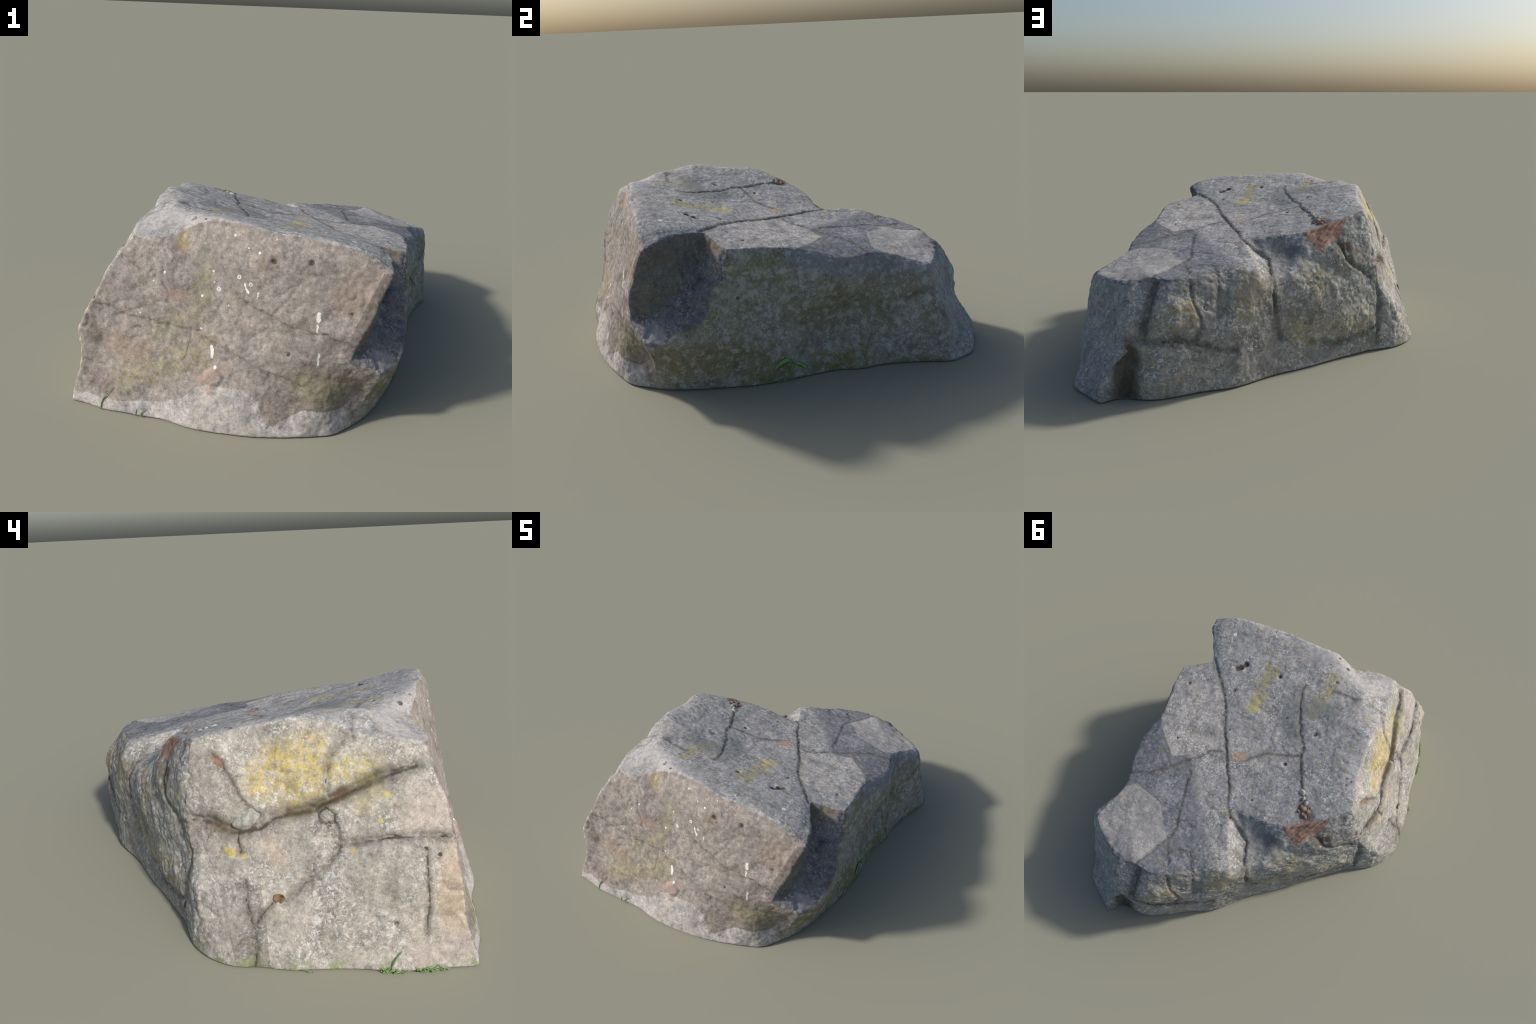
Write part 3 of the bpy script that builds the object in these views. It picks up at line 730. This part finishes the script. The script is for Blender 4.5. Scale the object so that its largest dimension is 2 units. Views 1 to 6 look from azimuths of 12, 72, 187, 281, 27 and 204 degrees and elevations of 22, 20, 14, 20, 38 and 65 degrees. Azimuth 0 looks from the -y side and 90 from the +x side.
def jointed_extra(n, col, rough, fine, mott):
    wide = n.shaken(0.08, 11)
    patchy_ = n.noise(24, 6, .75)
    crust = n.band(n.noise(44, 5, .72, at=n.v("ADD", n.P, (5, 5, 1))), .46, .56)
    for line, r in (([(-.318, .44, .505), (-.34, .42, .42)], .05), ([(-.25, .50, .22), (-.34, .437, .162)], .06), ([(-.58, .256, .199), (-.50, .31, .22), (-.42, .38, .20)], .05),
                    ([(-.061, .65, .456), (-.015, .663, .509), (0, .70, .40)], .05), ([(.25, .85, .42), (.35, .90, .40)], .05)):
        col = patch(n, col, wide, line, r * 1.25, (.42, .34, .13), .65, .75, crust)
    m = [(-.403, .37, .505), (-.5, .292, .519), (-.456, .316, .564), (.059, .703, .496), (-.01, .63, .569), (-.533, .289, .293), (-.586, .236, .306)]
    col = spots(n, col, rough, m, .015, MINT, .85)
    m = [(-.531, .237, .627), (.039, .733, .388), (.088, .77, .366), (-.478, .327, .396), (-.558, .258, .349), (-.502, .3, .452), (-.611, .202, .371), (-.057, .62, .531), (-.597, .245, .138), (-.51, .316, .18)]
    col = spots(n, col, rough, m, .011, MINT, .85)
    col = patch(n, col, rough, [(.412, .80, .54), (.425, .857, .472), (.430, .906, .408), (.445, .928, .32)], .020, (.11, .115, .12), .85, .45)
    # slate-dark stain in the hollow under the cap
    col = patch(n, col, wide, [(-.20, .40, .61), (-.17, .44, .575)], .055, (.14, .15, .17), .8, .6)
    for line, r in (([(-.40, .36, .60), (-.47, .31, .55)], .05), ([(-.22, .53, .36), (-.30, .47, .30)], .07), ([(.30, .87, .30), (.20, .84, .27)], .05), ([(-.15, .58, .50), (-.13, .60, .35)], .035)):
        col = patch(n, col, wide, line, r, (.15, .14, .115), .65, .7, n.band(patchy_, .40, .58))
    # many small mint lichen discs on the sheltered side
    dm, cm = n.cells(36, at=rough)
    rs = n.t.nodes.new("ShaderNodeSeparateColor"); n.put(rs.inputs[0], cm)
    side = n.band(n.v("DOT_PRODUCT", n.P, (.8, .6, 0)), .42, -.05, .12, 1.0)
    disc = n.band(n.m("SUBTRACT", dm, n.mul(rs.outputs[1], .22)), .26, .18)
    col = n.mix(n.mul(disc, n.m("GREATER_THAN", rs.outputs[0], .60), side, .9), col, MINT)
    col, streak = rusty_sliver(n, col)
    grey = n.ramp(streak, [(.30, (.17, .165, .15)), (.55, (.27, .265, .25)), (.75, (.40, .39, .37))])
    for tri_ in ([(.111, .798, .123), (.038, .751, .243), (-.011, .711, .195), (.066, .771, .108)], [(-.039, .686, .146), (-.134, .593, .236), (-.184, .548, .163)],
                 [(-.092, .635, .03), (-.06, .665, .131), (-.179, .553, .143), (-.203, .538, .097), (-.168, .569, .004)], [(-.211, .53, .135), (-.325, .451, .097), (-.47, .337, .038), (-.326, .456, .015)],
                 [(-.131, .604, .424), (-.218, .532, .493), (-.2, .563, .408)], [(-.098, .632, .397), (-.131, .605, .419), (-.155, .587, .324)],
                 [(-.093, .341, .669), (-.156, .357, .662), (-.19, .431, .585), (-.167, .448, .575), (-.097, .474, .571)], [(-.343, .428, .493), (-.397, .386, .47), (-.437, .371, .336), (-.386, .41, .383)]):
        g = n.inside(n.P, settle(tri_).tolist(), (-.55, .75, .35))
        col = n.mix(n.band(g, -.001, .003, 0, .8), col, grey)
    col = patch(n, col, rough, [(-.455, .30, .615), (-.49, .275, .62)], .024, (.14, .095, .07), .7, .5)
    return patch(n, col, wide, [(.52, .93, .20), (.53, .95, .12), (.535, .96, .03)], .062, (.105, .092, .072), .85, .45)


def mossy_extra(n, col, rough, fine, mott):
    wide = n.shaken(0.09, 9)
    col = patch(n, col, wide, [(.58, -.72, .20), (.66, -.50, .20), (.70, -.20, .10)], .09, (.19, .165, .085), .7, .6)
    col = patch(n, col, wide, [(.73, .18, .05), (.73, .05, .06)], .06, (.17, .165, .05), .7, .6)
    col = patch(n, col, wide, [(.80, .45, .45), (.77, .36, .50)], .08, (.22, .19, .145), .6, .6)
    col = patch(n, col, wide, [(.69, -.05, .64), (.735, .17, .57), (.735, .40, .56), (.78, .60, .52)], .055, (.235, .25, .275), .75, .5)
    col = patch(n, col, wide, [(.74, .10, .40), (.72, .0, .30), (.75, .35, .30)], .09, (.20, .175, .12), .5, .7)
    col = spots(n, col, rough, [(.704, -.388, .622)], .014, (.38, .28, .08), .8)
    pale = n.band(n.noise(26, 5, .7, at=n.v("ADD", n.P, (2, 8, 1))), .50, .62)
    col = n.mix(n.mul(pale, .5), col, (.47, .48, .47))
    x = n.t.nodes.new("ShaderNodeSeparateXYZ"); n.put(x.inputs[0], rough)
    m = n.mul(n.band(x.outputs[2], .09, .015), n.band(n.noise(13, 4, .6), .46, .60), .7)
    return n.mix(m, col, (.13, .17, .06))


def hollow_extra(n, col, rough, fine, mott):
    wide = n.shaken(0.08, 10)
    # olive-tinted wall against the notch's painted blue-grey shadow tone
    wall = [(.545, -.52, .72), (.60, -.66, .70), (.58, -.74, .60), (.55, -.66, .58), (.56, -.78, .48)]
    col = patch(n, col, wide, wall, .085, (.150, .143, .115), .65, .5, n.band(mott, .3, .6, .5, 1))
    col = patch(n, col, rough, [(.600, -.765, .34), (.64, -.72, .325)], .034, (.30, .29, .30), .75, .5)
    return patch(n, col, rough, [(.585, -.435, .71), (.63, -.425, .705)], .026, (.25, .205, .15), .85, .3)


MATERIALS = {
    "top": stone("grey_cap_stone", "cap", (.350, .344, .338), 1.0, .85, .85, .0, (.78, .79, .80), cap_extra, (.68, .42)),
    "front": stone("tan_stone", "tan", (.332, .297, .276), .7, .20, .14, .16, (.84, .84, .85), tan_extra, (.50, .14)),
    "left": stone("pale_lichen_stone", "lichen", (.400, .378, .345), .9, .95, .18, .15, (.70, .71, .69), lichen_extra),
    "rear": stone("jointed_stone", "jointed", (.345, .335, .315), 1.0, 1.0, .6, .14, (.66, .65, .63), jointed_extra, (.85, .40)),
    "end": stone("butt_stone", "end", (.315, .320, .315), 1.0, .75, .35, .15, (.82, .85, .88)),
    "right": stone("mossy_stone", "mossy", (.285, .280, .250), 1.0, .50, .40, .55, (.72, .72, .70), mossy_extra),
    "base": stone("buried_stone", "base", (.28, .27, .25), 1.0, .2, .1, .3),
    "hollow": stone("broken_slate_stone", "hollow", (.190, .188, .196), 1.0, .45, .15, .0, (.70, .72, .80), hollow_extra),  # base colour lowered and cooled to carry the notch's deep shadow
}
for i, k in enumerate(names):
    skin_part(PART[k], Q[owner == i], MATERIALS[k])
skin_part("buried_face", Q[owner == len(names)], MATERIALS["base"])
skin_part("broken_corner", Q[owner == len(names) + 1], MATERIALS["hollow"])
# ------------------------------------------------------------------ loose things on the rock
random.seed(7)
rng = np.random.default_rng(7)


def plain(name, colour, second, scale=60, rough=0.8):
    n = Nodes(name)
    n.bsdf.inputs["Roughness"].default_value = rough
    n.put(n.bsdf.inputs["Base Color"], n.mix(n.band(n.noise(scale, 4, .65), .38, .62), colour, second))
    return n.mat


GRASS = plain("grass_green", (.14, .26, .085), (.25, .38, .15), 30, .6)
STRAW = plain("straw_green", (.22, .25, .07), (.34, .32, .12), 30, .7)
PEBBLE = plain("pale_pebble", (.26, .25, .23), (.44, .43, .40), 55, .9)
RUST_PEBBLE = plain("rusty_pebble", (.17, .095, .065), (.36, .27, .22), 55, .9)
DEAD = plain("dead_leaf_brown", (.09, .055, .03), (.22, .14, .075), 40, .8)


def off_rock(p, gap):
    p = settle(p)
    g = gradient(p)
    return p + gap * g / np.linalg.norm(g, axis=1, keepdims=True), g / np.linalg.norm(g, axis=1, keepdims=True)


def blade(name, path, width, material, gap=0.006, pinch=1.0, sections=9):
    """A thin tapering blade lying against the stone, with a folded cross-section."""
    path, out = off_rock(path, gap)
    t = np.linspace(0, len(path) - 1, sections)
    i = np.minimum(t.astype(int), len(path) - 2); f = (t - i)[:, None]
    p0, p1 = path[np.maximum(i - 1, 0)], path[i]
    p2, p3 = path[i + 1], path[np.minimum(i + 2, len(path) - 1)]
    c = 0.5 * (2 * p1 + (p2 - p0) * f + (2 * p0 - 5 * p1 + 4 * p2 - p3) * f ** 2 + (3 * p1 - p0 - 3 * p2 + p3) * f ** 3)
    o = out[i] * (1 - f) + out[i + 1] * f
    along_ = np.gradient(c, axis=0)
    side = np.cross(along_, o); side /= np.linalg.norm(side, axis=1, keepdims=True)
    verts, faces = [], []
    for k in range(sections):
        x = k / (sections - 1)
        w = width * (0.75 + 0.5 * x) * (1 - x ** (2.2 * pinch)) + 0.0006 if pinch >= 1 else width * math.sin(math.pi * (0.06 + 0.94 * x)) + 0.0006
        verts += [c[k] - side[k] * w, c[k] - o[k] * 0.0012, c[k] + side[k] * w, c[k] + o[k] * 0.0014]
        if k:
            a = 4 * (k - 1)
            faces += [(a + j, a + (j + 1) % 4, a + 4 + (j + 1) % 4, a + 4 + j) for j in range(4)]
    faces += [(3, 2, 1, 0), tuple(4 * sections - 4 + j for j in range(4))]
    m = bpy.data.meshes.new(name)
    m.from_pydata([(v[0], v[1], max(v[2], 0.0)) for v in verts], [], faces)
    m.shade_smooth()
    return add_part(name, m, material)


for path, w, mat in [
    ([(-.828, -.620, .006), (-.823, -.626, .036), (-.815, -.642, .065), (-.81, -.655, .079)], .0026, GRASS),
    ([(.752, .284, .004), (.75, .273, .07), (.733, .266, .139), (.734, .256, .222)], .0045, STRAW),
    ([(.752, .279, .02), (.748, .279, .078), (.743, .303, .13), (.746, .317, .193)], .0028, STRAW),
    ([(.716, -.061, .126), (.714, -.034, .14), (.711, -.027, .164), (.71, .005, .209), (.713, .04, .251)], .0022, GRASS),
    ([(.693, -.350, .004), (.695, -.372, .048)], .004, STRAW),
    ([(.693, -.345, .004), (.709, -.313, .057), (.715, -.278, .116)], .004, STRAW),
    ([(.744, .203, .326), (.745, .19, .349), (.747, .179, .378)], .004, GRASS),
    ([(.782, .431, .214), (.771, .371, .274), (.769, .313, .341)], .0028, GRASS),
    ([(-.60, -.962, .004), (-.597, -.95, .04), (-.576, -.941, .074), (-.547, -.933, .11)], .0026, GRASS),
    ([(-.40, -.968, .004), (-.402, -.961, .017), (-.381, -.949, .041)], .003, GRASS),
    ([(-.43, -.966, .004), (-.425, -.955, .03)], .002, GRASS),
]:
    blade("grass_blade", path, w, mat)
for path, w in [([(.723, -.20, .075), (.723, -.18, .098), (.722, -.139, .115), (.722, -.104, .096)], .016),
                ([(.722, -.104, .096), (.721, -.064, .076), (.722, -.025, .04)], .010), ([(.722, -.13, .04), (.722, -.115, .07), (.722, -.104, .096)], .007)]:
    blade("weed_leaf", path, w, GRASS, pinch=0.5)
# little tufts where soil meets the stone
for cx, cy, reach, count in ((-.835, -.62, .040, 14), (-.805, -.735, .050, 16), (-.790, -.80, .02, 4), (-.872, -.33, .015, 3), (.725, -.16, .04, 5)):
    for _ in range(count):
        y = cy + random.uniform(-reach, reach)
        h = random.uniform(.008, .026)
        blade("grass_blade", [(cx, y, .002), (cx, y + random.uniform(-.015, .015), h * .5), (cx, y + random.uniform(-.035, .035), h)], random.uniform(.0016, .0030), GRASS, gap=random.uniform(.004, .012), sections=5)


def pebble(name, at, size, material, sink=0.35, seed=0):
    bm = bmesh.new()
    bmesh.ops.create_icosphere(bm, subdivisions=3, radius=1.0)
    p = np.array([v.co for v in bm.verts])
    p *= (1 + 0.35 * perlin(p, 1.1, 40 + seed) + 0.16 * perlin(p, 2.6, 60 + seed))[:, None]
    c, o = off_rock([at], -sink * min(size))
    z = o[0]
    x = np.cross(z, (.3, .5, .81)); x /= np.linalg.norm(x)
    y = np.cross(z, x)
    q = c[0] + p[:, :1] * size[0] * x + p[:, 1:2] * size[1] * y + p[:, 2:] * size[2] * z
    for v, co in zip(bm.verts, q):
        v.co = co
    m = bpy.data.meshes.new(name)
    bm.to_mesh(m); bm.free()
    m.shade_smooth()
    return add_part(name, m, material)


for at, size, kind, sink, seed in [((-.279, .128, .756), (.021, .016, .013), PEBBLE, .45, 1), ((-.296, .158, .75), (.010, .013, .008), PEBBLE, .3, 2),
                                   ((-.318, .180, .747), (.013, .018, .011), PEBBLE, .4, 3), ((-.312, .205, .745), (.026, .017, .013), RUST_PEBBLE, .5, 7),
                                   ((-.345, .222, .741), (.015, .022, .012), RUST_PEBBLE, .5, 8), ((-.330, .240, .738), (.022, .013, .012), RUST_PEBBLE, .5, 9),
                                   ((-.356, .195, .746), (.009, .011, .007), RUST_PEBBLE, .4, 10), ((-.295, .226, .733), (.010, .008, .007), RUST_PEBBLE, .4, 11)]:
    pebble("pebble", at, size, kind, sink, seed)
pebble("pebble", (-.666, -.376, .539), (.034, .028, .020), PEBBLE, .75, 5)
pebble("pebble", (-.668, -.075, .512), (.058, .036, .026), PEBBLE, .80, 6)

# a curled dead leaf caught on the pale face
c, o = off_rock([(-.780, -.210, .255)], .003)
z = o[0]; x = np.array([0, 1.0, 0]); x -= z * (x @ z); x /= np.linalg.norm(x); y = np.cross(z, x)
grid, faces = [], []
for iu in range(13):
    for iv in range(9):
        u, v = iu / 6 - 1, iv / 4 - 1
        half = .015 * (1 - 0.75 * max(0, -v) ** 1.3) * (1 - 0.35 * max(0, v) ** 2)
        grid.append(c[0] + x * u * (half + .006) + y * (v * .014 - .004 * u * u) * (1 if y[2] > 0 else -1) + z * (.004 * u * u + .002 * v * v))
for iu in range(12):
    for iv in range(8):
        a = iu * 9 + iv
        faces.append((a, a + 1, a + 10, a + 9))
m = bpy.data.meshes.new("dead_leaf")
m.from_pydata([tuple(p) for p in grid], [], faces)
m.shade_smooth()
leaf = add_part("dead_leaf", m, DEAD)
thick = leaf.modifiers.new("thickness", "SOLIDIFY"); thick.thickness = .0016
